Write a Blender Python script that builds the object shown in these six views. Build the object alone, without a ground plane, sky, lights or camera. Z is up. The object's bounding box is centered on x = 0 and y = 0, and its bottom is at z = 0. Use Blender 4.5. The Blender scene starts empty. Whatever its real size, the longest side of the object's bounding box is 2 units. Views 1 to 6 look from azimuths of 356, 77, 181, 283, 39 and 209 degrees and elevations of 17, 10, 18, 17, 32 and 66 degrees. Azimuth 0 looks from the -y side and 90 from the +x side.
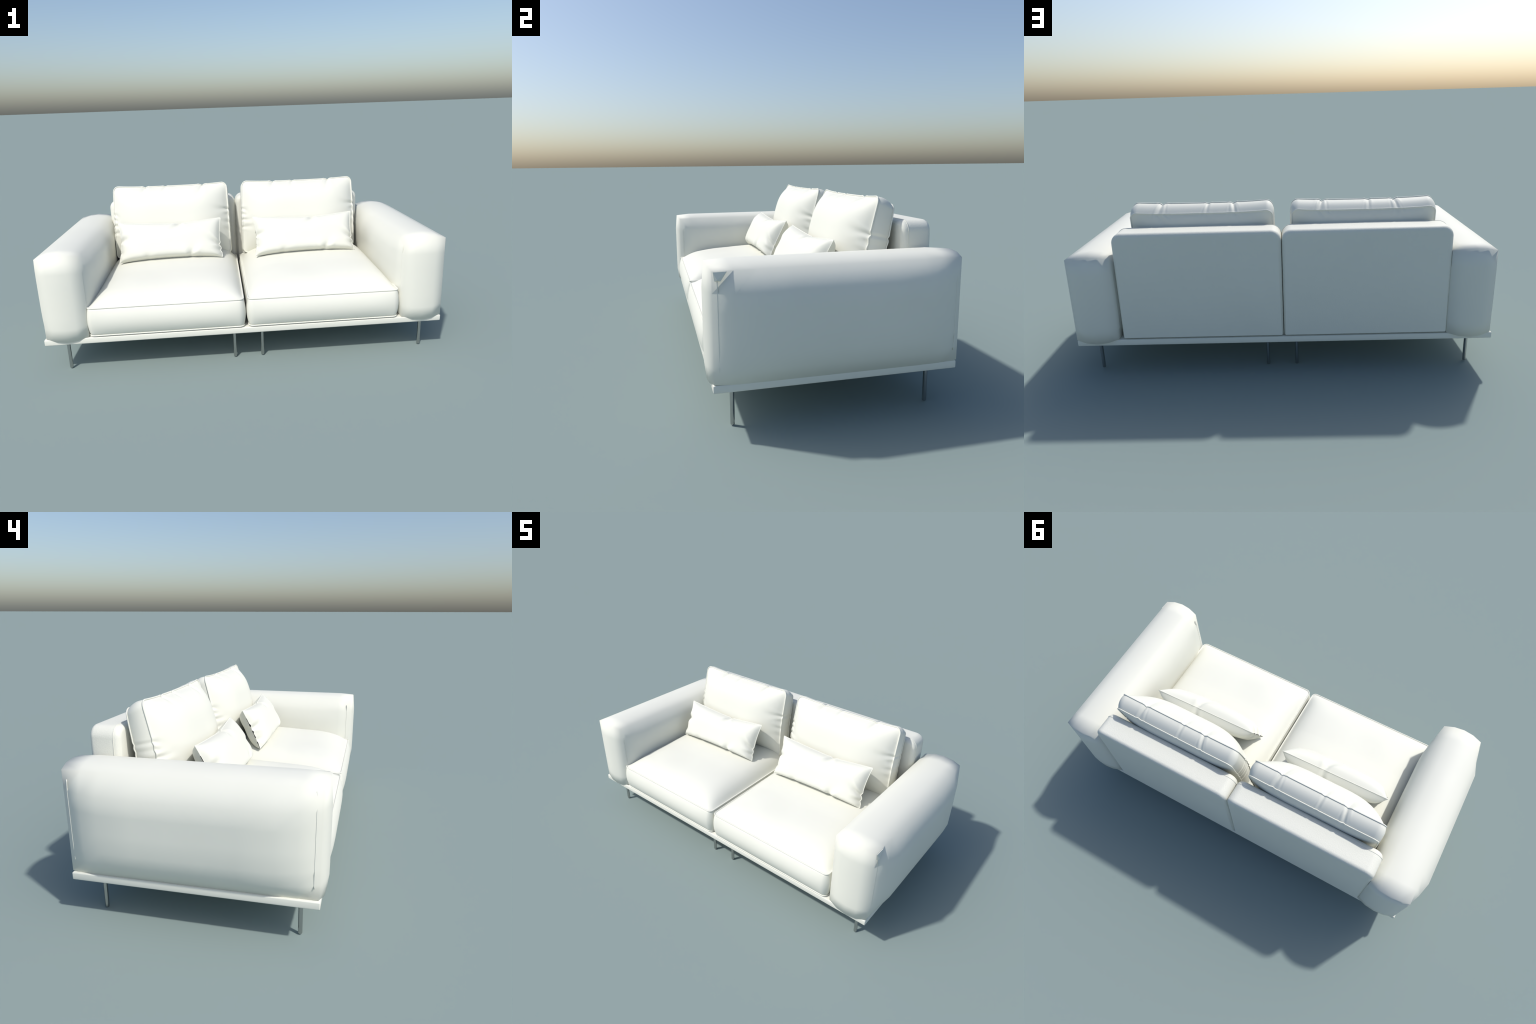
"""White leather two-seat sofa: puffed block arms, slab backrests, piped seat and
back cushions, two small lumbar pillows, thin platform base on slim chrome legs."""
import bpy, math
import numpy as np
from mathutils import Vector, Matrix

# ------------------------------------------------------------------ materials
def leather(name, colour, bump, scale, rough=0.55):
    m = bpy.data.materials.new(name)
    m.use_nodes = True
    nt = m.node_tree
    b = nt.nodes["Principled BSDF"]
    b.inputs["Roughness"].default_value = rough
    b.inputs["Specular IOR Level"].default_value = 0.25
    tc = nt.nodes.new("ShaderNodeTexCoord")
    # faint cloudy tone so that the hide is not perfectly uniform
    n = nt.nodes.new("ShaderNodeTexNoise")
    n.inputs["Scale"].default_value = 5.0
    n.inputs["Detail"].default_value = 3.0
    nt.links.new(tc.outputs["Object"], n.inputs["Vector"])
    r = nt.nodes.new("ShaderNodeValToRGB")
    c = colour
    r.color_ramp.elements[0].position = 0.3
    r.color_ramp.elements[1].position = 0.7
    r.color_ramp.elements[0].color = (c[0] * 0.985, c[1] * 0.985, c[2] * 0.98, 1)
    r.color_ramp.elements[1].color = (c[0], c[1], c[2], 1)
    nt.links.new(n.outputs["Fac"], r.inputs["Fac"])
    nt.links.new(r.outputs["Color"], b.inputs["Base Color"])
    # pebbled grain
    v = nt.nodes.new("ShaderNodeTexVoronoi")
    v.inputs["Scale"].default_value = scale
    v.feature = 'SMOOTH_F1'
    nt.links.new(tc.outputs["Object"], v.inputs["Vector"])
    n2 = nt.nodes.new("ShaderNodeTexNoise")
    n2.inputs["Scale"].default_value = scale * 0.6
    n2.inputs["Detail"].default_value = 2.0
    nt.links.new(tc.outputs["Object"], n2.inputs["Vector"])
    add = nt.nodes.new("ShaderNodeMath")
    add.operation = 'ADD'
    nt.links.new(v.outputs["Distance"], add.inputs[0])
    nt.links.new(n2.outputs["Fac"], add.inputs[1])
    bp = nt.nodes.new("ShaderNodeBump")
    bp.inputs["Strength"].default_value = bump
    bp.inputs["Distance"].default_value = 0.0008
    nt.links.new(add.outputs[0], bp.inputs["Height"])
    nt.links.new(bp.outputs["Normal"], b.inputs["Normal"])
    return m

def chrome():
    m = bpy.data.materials.new("polished_steel")
    m.use_nodes = True
    nt = m.node_tree
    b = nt.nodes["Principled BSDF"]
    b.inputs["Metallic"].default_value = 1.0
    b.inputs["Base Color"].default_value = (0.50, 0.50, 0.49, 1)
    tc = nt.nodes.new("ShaderNodeTexCoord")
    n = nt.nodes.new("ShaderNodeTexNoise")
    n.inputs["Scale"].default_value = 40.0
    nt.links.new(tc.outputs["Object"], n.inputs["Vector"])
    mr = nt.nodes.new("ShaderNodeMapRange")
    mr.inputs["To Min"].default_value = 0.10
    mr.inputs["To Max"].default_value = 0.16
    nt.links.new(n.outputs["Fac"], mr.inputs["Value"])
    nt.links.new(mr.outputs["Result"], b.inputs["Roughness"])
    return m

WHITE = (0.715, 0.720, 0.650)
M_GRAIN = leather("grained_white_leather", WHITE, 0.40, 300)
M_SOFT = leather("soft_white_leather", WHITE, 0.07, 260)
M_PLAIN = leather("smooth_white_leather", WHITE, 0.03, 260)
M_STEEL = chrome()

# ------------------------------------------------------------------ helpers
def mesh_from(name, verts, faces, mat, smooth_angle=None):
    me = bpy.data.meshes.new(name)
    me.from_pydata([tuple(map(float, v)) for v in verts], [], faces)
    me.materials.append(mat)
    me.polygons.foreach_set("use_smooth", [True] * len(me.polygons))
    me.update()
    if smooth_angle is not None:
        me.set_sharp_from_angle(angle=math.radians(smooth_angle))
    return me

def place(name, me, parent, loc=(0, 0, 0), rot=None):
    ob = bpy.data.objects.new(name, me)
    bpy.context.scene.collection.objects.link(ob)
    ob.parent = parent
    m = Matrix.Translation(loc)
    if rot is not None:
        m = m @ rot.to_4x4()
    ob.matrix_local = m
    return ob

def tube(path, radius, closed=True, sides=8):
    """Sweep a small circle along a polyline."""
    P = np.array(path, float)
    n = len(P)
    if closed:
        T = np.roll(P, -1, 0) - np.roll(P, 1, 0)
    else:
        T = np.gradient(P, axis=0)
    T /= np.linalg.norm(T, axis=1)[:, None]
    nv = np.cross(T[0], [0.13, 0.31, 0.94])
    nv /= np.linalg.norm(nv)
    V, F = [], []
    for i in range(n):
        nv = nv - T[i] * (nv @ T[i])
        nv /= np.linalg.norm(nv)
        bv = np.cross(T[i], nv)
        for k in range(sides):
            a = 2 * math.pi * k / sides
            V.append(P[i] + radius * (math.cos(a) * nv + math.sin(a) * bv))
    for i in range(n if closed else n - 1):
        j = (i + 1) % n
        shift = 0
        if closed and j == 0:      # close up the twist of the transported frame
            d = [np.linalg.norm(V[i * sides] - V[k]) for k in range(sides)]
            shift = int(np.argmin(d))
        for k in range(sides):
            a, b = i * sides + k, i * sides + (k + 1) % sides
            c, e = j * sides + (k + 1 + shift) % sides, j * sides + (k + shift) % sides
            F.append((a, b, c, e))
    if not closed:
        F.append(tuple(range(sides))[::-1])
        F.append(tuple((n - 1) * sides + k for k in range(sides)))
    return V, F

def rounded_rect(hx, hy, r, step):
    """Counter-clockwise outline, points and outward normals."""
    pts, nor = [], []
    def line(p, q, nn):
        L = math.dist(p, q)
        m = max(2, int(L / step))
        for i in range(m):
            t = i / m
            pts.append((p[0] + (q[0] - p[0]) * t, p[1] + (q[1] - p[1]) * t))
            nor.append(nn)
    def arc(c, a0):
        m = max(4, int(r * math.pi / 2 / (step * 0.6)))
        for i in range(m):
            a = a0 + math.pi / 2 * i / m
            pts.append((c[0] + r * math.cos(a), c[1] + r * math.sin(a)))
            nor.append((math.cos(a), math.sin(a)))
    line((hx, -hy + r), (hx, hy - r), (1, 0)); arc((hx - r, hy - r), 0)
    line((hx - r, hy), (-hx + r, hy), (0, 1)); arc((-hx + r, hy - r), math.pi / 2)
    line((-hx, hy - r), (-hx, -hy + r), (-1, 0)); arc((-hx + r, -hy + r), math.pi)
    line((-hx + r, -hy), (hx - r, -hy), (0, -1)); arc((hx - r, -hy + r), 1.5 * math.pi)
    return np.array(pts), np.array(nor)

class Crease:
    """A pinch that starts on one side of the seam and runs into the panel."""
    def __init__(s, side, at, width, length, pull, depth, slant=0.0, twist=0.0):
        s.side, s.at, s.width, s.length = side, at, width, length
        s.pull, s.depth, s.slant, s.twist = pull, depth, slant, twist
    def weight(s, x, y, hx, hy, behind=0.0):
        if s.side == 'top': al, d = x, hy - y
        elif s.side == 'bottom': al, d = x, hy + y
        elif s.side == 'right': al, d = y, hx - x
        else: al, d = y, hx + x
        d = np.maximum(d, 0)
        w = s.width * (1 + 1.2 * d / max(s.length, 1e-4))
        q = (al - s.at - s.slant * d - s.twist * behind) / w
        # sharp valley with low shoulders beside it
        g = np.exp(-q * q) - 0.25 * np.exp(-((np.abs(q) - 2.1) / 0.9) ** 2)
        return g * np.exp(-(d / s.length) ** 1.5)
    def direction(s):
        return {'top': (0, -1), 'bottom': (0, 1), 'right': (-1, 0), 'left': (1, 0)}[s.side]

def lumps(x, y, seed, amp):
    """Low, smooth unevenness of a stuffed panel."""
    rng = np.random.default_rng(seed)
    z = np.zeros_like(x)
    for _ in range(7):
        k = rng.uniform(4, 14, 2) * rng.choice([-1, 1], 2)
        z += np.sin(k[0] * x + k[1] * y + rng.uniform(0, 6.3))
    return z * amp / 3.0

def cushion(hx, hy, hz, r, side_bulge, front, back, power, creases=(), warp=None,
            step=0.006, rings=44, bands=12, seed=1, lump=0.002, peak=(0.0, 0.0), peak_back=0.0, corner_power=40, round_=1.0, soft=0.0):
    """Boxed cushion lying in its own x/y plane; z is its thickness.
    Returns verts, faces, seam path in front, seam path behind."""
    O, N = rounded_rect(hx, hy, r, step)
    n = len(O)
    ox, oy = O[:, 0].copy(), O[:, 1].copy()
    def seam_shift(x, y, sgn, behind=0.0):
        dx = np.zeros_like(x); dy = np.zeros_like(x); dz = np.zeros_like(x)
        for c in creases:
            g = c.weight(x, y, hx, hy, behind) * (1 - 0.45 * behind)
            ux, uy = c.direction()
            dx += ux * c.pull * g; dy += uy * c.pull * g
            dz -= sgn * c.depth * g
        return dx, dy, dz
    V = []
    def emit(x, y, z):
        if warp is not None:
            x, y, z = warp(x, y, z)
        V.extend(np.stack([x, y, z], 1))
    # back panel from its centre outwards, the side band, then the front panel inwards
    ts = 1 - (1 - np.linspace(0, 1, rings + 1)[1:]) ** 1.6
    def panel(t, sgn, puff):
        x, y = ox * t, oy * t
        a = np.clip(np.abs(x / hx - peak[0] * (1 - (x / hx) ** 2)), 0, 1)
        b = np.clip(np.abs(y / hy - (peak[1] if sgn > 0 else peak_back) * (1 - (y / hy) ** 2)), 0, 1)
        f = ((1 - (1 - soft) * a ** power - soft * a ** 2.4) * (1 - (1 - soft) * b ** power - soft * b ** 2.4)) ** round_ * (1 - t ** corner_power)
        dx, dy, dz = seam_shift(x, y, sgn, 0.0 if sgn > 0 else 1.0)
        lum = lumps(x, y, seed + (7 if sgn < 0 else 0), lump) * (1 - t ** 6)
        fade = min(1.0, (1 - t) * 8) if hz < 0.01 else 1.0
        emit(x + dx, y + dy, sgn * (hz + puff * f) + dz * (0.25 + 0.75 * fade if hz >= .01 else fade) + sgn * lum)
    for t in ts:
        panel(t, -1, back)
    for k in range(1, bands):
        q = -1 + 2 * k / bands
        bul = side_bulge * (1 - q * q)
        dx, dy, _ = seam_shift(ox, oy, 1, (1 - q) / 2)
        e = 1 + 0.35 * (1 - q * q)
        emit(ox + N[:, 0] * bul + dx * e, oy + N[:, 1] * bul + dy * e, np.full(n, q * hz))
    for t in ts[::-1]:
        panel(t, 1, front)
    rows = len(V) // n
    F = []
    for i in range(rows - 1):
        for j in range(n):
            k = (j + 1) % n
            F.append((i * n + j, i * n + k, (i + 1) * n + k, (i + 1) * n + j))
    F.append(tuple(range(n))[::-1])
    F.append(tuple((rows - 1) * n + j for j in range(n)))
    V = np.array(V)
    behind = V[(rings - 1) * n:rings * n]
    ahead = V[(rings + bands - 1) * n:(rings + bands) * n]
    return V, F, ahead, behind, N

# ------------------------------------------------------------------ the thing
sofa = bpy.data.objects.new("sofa", None)
bpy.context.scene.collection.objects.link(sofa)
sofa["label"] = "white leather two-seat sofa with puffed arms and slim legs"
sofa["category"] = "sofa"

# ---- platform: a thin upholstered slab
PX0, PX1, PY0, PY1, PZ0, PZ1 = -0.961, 0.951, -0.460, 0.4545, 0.157, 0.186
def slab(name, x0, x1, y0, y1, z0, z1, bevel):
    import bmesh
    bm = bmesh.new()
    bmesh.ops.create_cube(bm, size=1.0)
    for v in bm.verts:
        v.co = Vector(((x0 + x1) / 2 + v.co.x * (x1 - x0), (y0 + y1) / 2 + v.co.y * (y1 - y0),
                       (z0 + z1) / 2 + v.co.z * (z1 - z0)))
    bmesh.ops.bevel(bm, geom=bm.edges[:], offset=bevel, segments=3, affect='EDGES', profile=0.5)
    me = bpy.data.meshes.new(name)
    bm.to_mesh(me); bm.free()
    me.polygons.foreach_set("use_smooth", [True] * len(me.polygons))
    me.set_sharp_from_angle(angle=math.radians(50))
    return me
me = slab("base_platform", PX0, PX1, PY0, PY1, PZ0, PZ1, 0.004)
me.materials.append(M_PLAIN)
place("base_platform", me, sofa)

# ---- legs: slim eight-sided rods with rounded foot
def leg_mesh():
    prof = [(0.0, 0.0), (0.0045, 0.0), (0.0075, 0.0015), (0.0082, 0.004), (0.0082, 0.05), (0.0082, 0.11), (0.0082, 0.160), (0.0, 0.160)]
    sides = 10
    V, F = [], []
    for r, z in prof:
        for k in range(sides):
            a = 2 * math.pi * (k + 0.5) / sides
            V.append((r * math.cos(a), r * math.sin(a), z))
    for i in range(len(prof) - 1):
        for k in range(sides):
            j = (k + 1) % sides
            F.append((i * sides + k, i * sides + j, (i + 1) * sides + j, (i + 1) * sides + k))
    return mesh_from("leg", V, F, M_STEEL, 60)
lm = leg_mesh()
for y in (-0.386, 0.373):
    for x in (-0.876, -0.068, 0.070, 0.877):
        place("leg", lm, sofa, (x, y, 0))

# ---- arms: stuffed blocks, pinned at the corners and swelling between them
AX0, AX1, AY, AZ0, AZ1 = 0.755, 0.950, 0.455, 0.190, 0.580
def ease(d, w):
    return 1 - (1 - np.minimum(np.maximum(d, 0) / w, 1)) ** 2
def swell(d, w):
    return 1 - (1 - np.minimum(np.maximum(d, 0) / w, 1)) ** 1.4
def arm_point(x, y, z):
    """Unpuffed block coordinates -> puffed surface."""
    dx = np.minimum(x - AX0, AX1 - x)
    dy = AY - np.abs(y)
    dz = np.minimum(z - AZ0, AZ1 - z)
    rx = ease(dx, 0.0975)
    sx = (x - (AX0 + AX1) / 2) / ((AX1 - AX0) / 2)
    sy = y / AY
    sz = (z - (AZ0 + AZ1) / 2) / ((AZ1 - AZ0) / 2)
    nx = x + np.sign(sx) * np.abs(sx) * np.where(sx > 0, 0.050, 0.035) * swell(dy, 0.15) * np.where(sz > 0, ease(dz, 0.085), ease(dz, 0.120))
    ny = y + np.sign(sy) * np.abs(sy) ** 3 * 0.024 * rx * (0.65 + 0.35 * ease(dz, 0.07))
    up = np.where(sz > 0, 0.023, 0.026)
    nz = z + np.sign(sz) * np.abs(sz) ** 3 * up * rx * (0.65 + 0.35 * ease(dy, 0.09))
    nz = nz - np.where(sz < 0, 0.008 * np.abs(sz) ** 3 * ease(dy, 0.1), 0)   # foot sinks onto the platform
    return nx, ny, nz
# few, broad facets: the stuffing reads as one soft roll when shaded smooth
ARM_X = (AX0 + AX1) / 2 + (AX1 - AX0) / 2 * np.linspace(-1, 1, 5)
ARM_Y = AY * np.array([-1, -0.84, -0.68, -0.4, 0, 0.4, 0.68, 0.84, 1])
ARM_Z = np.array([AZ0, 0.245, 0.300, 0.370, 0.440, 0.505, AZ1])
def arm_side(x, y, z):
    """Point of the faceted side wall (x is the inner or the outer wall)."""
    j = int(np.clip(np.searchsorted(ARM_Y, y) - 1, 0, len(ARM_Y) - 2))
    k = int(np.clip(np.searchsorted(ARM_Z, z) - 1, 0, len(ARM_Z) - 2))
    u = (y - ARM_Y[j]) / (ARM_Y[j + 1] - ARM_Y[j])
    v = (z - ARM_Z[k]) / (ARM_Z[k + 1] - ARM_Z[k])
    P = lambda a, b: np.array([float(c) for c in arm_point(np.array(x), ARM_Y[a], ARM_Z[b])])
    return ((1 - u) * (1 - v) * P(j, k) + u * (1 - v) * P(j + 1, k)
            + (1 - u) * v * P(j, k + 1) + u * v * P(j + 1, k + 1))
def arm_mesh(mirror):
    gx, gy, gz = ARM_X, ARM_Y, ARM_Z
    idx, V, F = {}, [], []
    def vid(i, j, k):
        if (i, j, k) not in idx:
            idx[(i, j, k)] = len(V)
            p = arm_point(gx[i], gy[j], gz[k])
            V.append(((-p[0] if mirror else p[0]), p[1], p[2]))
        return idx[(i, j, k)]
    A, B, C = len(gx) - 1, len(gy) - 1, len(gz) - 1
    def quad(*q):
        q = [vid(*c) for c in q]
        F.append(tuple(q[::-1]) if mirror else tuple(q))
    for i in range(A):
        for j in range(B):
            quad((i, j, 0), (i, j + 1, 0), (i + 1, j + 1, 0), (i + 1, j, 0))
            quad((i, j, C), (i + 1, j, C), (i + 1, j + 1, C), (i, j + 1, C))
        for k in range(C):
            quad((i, 0, k), (i + 1, 0, k), (i + 1, 0, k + 1), (i, 0, k + 1))
            quad((i, B, k), (i, B, k + 1), (i + 1, B, k + 1), (i + 1, B, k))
    for j in range(B):
        for k in range(C):
            quad((0, j, k), (0, j, k + 1), (0, j + 1, k + 1), (0, j + 1, k))
            quad((A, j, k), (A, j + 1, k), (A, j + 1, k + 1), (A, j, k + 1))
    return mesh_from("arm", V, F, M_PLAIN)

# ---- small tucks where the side seams of the arms end
def tuck(parent, x, ring, peak, lift):
    base = [arm_side(abs(x), y, z) for y, z in ring]
    sg = 1 if x > 0 else -1
    V = [(sg * (b[0] - 0.004), b[1], b[2]) for b in base] + [(sg * (b[0] + 0.0025), b[1], b[2]) for b in base]
    p = arm_side(abs(x), *peak)
    V.append((sg * (p[0] + lift), p[1], p[2]))
    n = len(ring)
    F = []
    for i in range(n):
        j = (i + 1) % n
        F.append((i, j, n + j, n + i))
        F.append((n + i, n + j, 2 * n))
    F.append(tuple(range(n))[::-1])
    me = mesh_from("tuck", V, F, M_PLAIN)
    import bmesh
    bm = bmesh.new(); bm.from_mesh(me)
    bmesh.ops.recalc_face_normals(bm, faces=bm.faces[:])
    bm.to_mesh(me); bm.free()
    me.polygons.foreach_set("use_smooth", [False] * len(me.polygons))
    place("tuck", me, parent)
for mirror in (False, True):
    sgn = -1 if mirror else 1
    arm = place("arm", arm_mesh(mirror), sofa)
    for x in (AX0, AX1):
        for y in (-0.437, 0.437):
            zs = np.linspace(0.232, 0.546, 30)
            path = [arm_side(x, y, z) for z in zs]
            off = 0.0006 if x == AX0 else -0.0006
            path = [(sgn * (float(p[0]) + off), float(p[1]), float(p[2])) for p in path]
            V, F = tube(path, 0.0017, closed=False, sides=6)
            place("seam", mesh_from("seam", V, F, M_PLAIN), arm)
    if mirror:
        tuck(arm, -AX1, [(-0.434, 0.548), (-0.431, 0.560), (-0.434, 0.574), (-0.440, 0.562)], (-0.436, 0.560), 0.006)
    else:
        tuck(arm, AX1, [(-0.450, 0.577), (-0.404, 0.578), (-0.426, 0.547), (-0.446, 0.547)], (-0.438, 0.552), 0.0075)


# ---- backrests: slabs with rounded shoulders
def backrest_mesh():
    hx, y0, y1, z0, z1 = 0.3725, 0.331, 0.4570, 0.188, 0.693
    hz = (z1 - z0) / 2
    # outline in x/z: square at the foot, rounded at the shoulders
    def outline(inset):
        pts = []
        def arc(cx, cz, r, a0, m):
            r = max(r - inset, 0.002)
            for i in range(m + 1):
                a = a0 + math.pi / 2 * i / m
                pts.append((cx + r * math.cos(a), cz + r * math.sin(a)))
        R, q = 0.046, 0.010
        arc(hx - R, hz - R, R, 0, 10)
        arc(-hx + R, hz - R, R, math.pi / 2, 10)
        arc(-hx + q, -hz + q, q, math.pi, 4)
        arc(hx - q, -hz + q, q, 1.5 * math.pi, 4)
        return pts
    def ring(inset, y):
        return [(x, y, z + (z0 + z1) / 2) for x, z in outline(inset)]
    rb, rf = 0.019, 0.024
    rows = []
    for i in range(8):
        a = math.pi / 2 * i / 7
        rows.append(ring(rb * (1 - math.sin(a)), y1 - rb * (1 - math.cos(a))))
    for i in range(1, 4):
        rows.append(ring(0, y1 - rb + (y0 + rf - y1 + rb) * i / 4))
    for i in range(6):                      # front edge
        a = math.pi / 2 * i / 5
        rows.append(ring(rf * (1 - math.cos(a)), y0 + rf * (1 - math.sin(a))))
    n = len(rows[0])
    V = [p for r in rows for p in r]
    F = []
    for i in range(len(rows) - 1):
        for j in range(n):
            k = (j + 1) % n
            F.append((i * n + j, (i + 1) * n + j, (i + 1) * n + k, i * n + k))
    F.append(tuple(range(n)))
    F.append(tuple((len(rows) - 1) * n + j for j in range(n))[::-1])
    me = mesh_from("backrest", V, F, M_GRAIN)
    import bmesh
    bm = bmesh.new(); bm.from_mesh(me)
    bmesh.ops.recalc_face_normals(bm, faces=bm.faces[:])
    bm.to_mesh(me); bm.free()
    me.polygons.foreach_set("use_smooth", [True] * len(me.polygons))
    me.set_sharp_from_angle(angle=math.radians(40))
    seam = [(x, y0 + rf + 0.001, z) for x, _, z in ring(-0.0006, 0)]
    return me, seam
bme, bseam = backrest_mesh()
V, F = tube(bseam, 0.0011, sides=6)
bsm = mesh_from("seam", V, F, M_GRAIN)
for cx in (-0.3835, 0.3635):
    ob = place("backrest", bme, sofa, (cx, 0, 0))
    place("seam", bsm, ob)

def piped(name, data, mat, parent, places, radius, pipe_name="piping", both=True, out=0.0015):
    V, F, ahead, behind, N = data
    me = mesh_from(name, V, F, mat)
    def pushed(P):
        Q = P.copy(); Q[:, 0] += N[:, 0] * out; Q[:, 1] += N[:, 1] * out
        return Q
    pm = []
    for path in ((ahead, behind) if both else (ahead,)):
        tv, tf = tube(pushed(path), radius, sides=8)
        pm.append(mesh_from(pipe_name, tv, tf, mat))
    for loc, rot in places:
        ob = place(name, me, parent, loc, rot)
        for p in pm:
            place(pipe_name, p, ob)

# ---- seat cushions: boxed, crowned, with piping along both seams
seat = cushion(0.364, 0.386, 0.0685, 0.022, 0.011, 0.090, 0.002, 8.0, step=0.007,
               soft=0.30, peak=(0.08, 0.06), seed=3, lump=0.0010)
def seat_front(V):
    # the front band swells further than the sides
    W = V.copy()
    q = np.clip(1 - (V[:, 2] / 0.0685) ** 2, 0, 1)
    f = np.clip((-V[:, 1] - 0.32) / 0.066, 0, 1) ** 2
    W[:, 1] -= 0.011 * q * f * (1 - np.clip(np.abs(V[:, 0]) / 0.37, 0, 1) ** 6)
    # the top is a little fuller towards the back and the middle gap, with a shallow sitting dent
    top = np.clip((V[:, 2] - 0.0685) / 0.06, 0, 1)
    W[:, 2] += top * 0.012 * np.clip((V[:, 1] + 0.10) / 0.3, 0, 1)
    W[:, 2] -= top * 0.006 * np.exp(-((V[:, 0] + 0.05) ** 2 + (V[:, 1] + 0.19) ** 2) / 0.13 ** 2)
    W[:, 2] -= top * 0.0028 * np.exp(-((V[:, 0] + 0.22) ** 2 + (V[:, 1] + 0.26) ** 2) / 0.055 ** 2)
    return W
seat = (seat_front(seat[0]),) + seat[1:]
piped("seat_cushion", seat, M_SOFT, sofa,
      [((-0.384, -0.071, 0.2620), None), ((0.3685, -0.071, 0.2620), None)], 0.0034)

# ---- back cushions: leaning on the slabs, pinched along the top and crumpled at the sides
HX, HY = 0.326, 0.206
pinch = [Crease('top', (-1 + 2 * f) * HX, w, L, p, d, s, tw) for f, w, L, p, d, s, tw in (
    (0.280, 0.0075, 0.035, 0.0060, 0.005, -0.45, -0.012),
    (0.455, 0.0065, 0.030, 0.0035, 0.003, -0.35, 0.006),
    (0.785, 0.0090, 0.045, 0.0065, 0.006, -0.5, 0.016),
    # thin wrinkles that fan out beside the pinches
    (0.262, 0.0040, 0.028, 0.0015, 0.0022, -0.9, -0.020),
    (0.300, 0.0045, 0.030, 0.0012, 0.0020, 0.2, 0.004),
    (0.470, 0.0040, 0.026, 0.0012, 0.0018, 0.3, 0.018),
    (0.760, 0.0045, 0.034, 0.0016, 0.0024, -0.9, -0.004),
    (0.812, 0.0045, 0.030, 0.0012, 0.0018, 0.3, 0.024))]
crumple = [Crease('right', a, w, L, p, d, s) for a, w, L, p, d, s in (
    (0.055, 0.0065, 0.055, 0.0022, 0.0070, 0.10),
    (0.018, 0.0090, 0.045, 0.0008, 0.0030, 0.55),
    (-0.022, 0.0085, 0.055, 0.0010, 0.0028, 0.30),
    (-0.070, 0.0090, 0.040, 0.0005, 0.0018, 0.4))]
crumple += [Crease('left', a, w, L, p, d, s) for a, w, L, p, d, s in (
    (0.052, 0.0065, 0.030, 0.0018, 0.0040, -0.5),
    (0.022, 0.0070, 0.045, 0.0010, 0.0035, -0.3),
    (-0.012, 0.0065, 0.055, 0.0020, 0.0045, 0.0),
    (-0.055, 0.0065, 0.060, 0.0018, 0.0035, 0.1))]
def back_warp(x, y, z):
    # upper corners stand a little higher than the middle of the top seam
    u = x / HX
    y = y + 0.010 * np.clip(y / HY, 0, 1) ** 3 * (np.abs(u) ** 3 - 0.4)
    x = x * (1 - 0.012 * y / HY)
    # the lower part stands more upright than the leaning upper part
    z = z - 0.030 * np.clip(-y / HY, 0, 1.1) ** 1.5
    # the rear seam hangs lower than the front one along the top
    y = y - 0.010 * np.clip(y / HY, 0, 1) ** 2 * np.clip(1 - z / 0.0425, 0, 2)
    # and the box narrows towards the top
    z = z * (1 - 0.16 * np.clip(y / HY, 0, 1) ** 1.5)
    return x, y, z
bc = cushion(HX, HY, 0.0425, 0.030, 0.009, 0.090, 0.032, 4.0, creases=pinch + crumple,
             warp=back_warp, step=0.0042, rings=56, peak=(0, 0.10), seed=11, lump=0.003)
lean = Matrix.Rotation(math.radians(90 - 12), 3, 'X')
piped("back_cushion", bc, M_SOFT, sofa,
      [((-0.383, 0.246, 0.5735), lean), ((0.3535, 0.246, 0.5735), lean)], 0.0030)

# ---- lumbar pillows: knife-edged, pulled in along the sides
PX, PY = 0.281, 0.112
pp = [Crease('top', 0.055, 0.010, 0.035, 0.006, 0.016, -0.6),
      Crease('bottom', 0.10, 0.010, 0.045, 0.002, 0.013, 0.4),
      Crease('bottom', -0.13, 0.010, 0.03, 0.0015, 0.006, 0.2),
      Crease('right', -0.042, 0.007, 0.045, 0.007, 0.018, 0.5),
      Crease('right', -0.075, 0.006, 0.03, 0.004, 0.010, 0.2),
      Crease('left', 0.005, 0.008, 0.04, 0.008, 0.018, 0.1),
      Crease('left', -0.06, 0.008, 0.025, 0.005, 0.010, -0.2)]
def pillow_warp(x, y, z):
    u, v = x / PX, y / PY
    x = x - np.sign(u) * np.abs(u) ** 2 * 0.013 * (1 - v * v)
    sag = np.where(u > 0.2, ((1 - u) / 0.8), ((1 + u) / 1.2) ** 0.7)
    y = y - 0.022 * np.clip(v, 0, 1) ** 1.5 * np.clip(sag, 0, 1)
    y = y + 0.012 * np.clip(-v, 0, 1) ** 2 * (1 - u * u)
    return x, y, z
lp = cushion(PX, PY, 0.0012, 0.006, 0.0, 0.064, 0.062, 4.2, creases=pp, warp=pillow_warp,
             step=0.0040, rings=50, bands=2, seed=23, lump=0.0035, corner_power=24, round_=0.45, peak=(0, -0.32), peak_back=0.10)
tilt = Matrix.Rotation(math.radians(1.6), 3, 'Z') @ Matrix.Rotation(math.radians(90 - 25.6), 3, 'X')
piped("lumbar_pillow", lp, M_SOFT, sofa,
      [((-0.3835, 0.0270, 0.515), tilt), ((0.3540, 0.0270, 0.514), tilt)], 0.0016,
      pipe_name="seam", both=False, out=0.0)
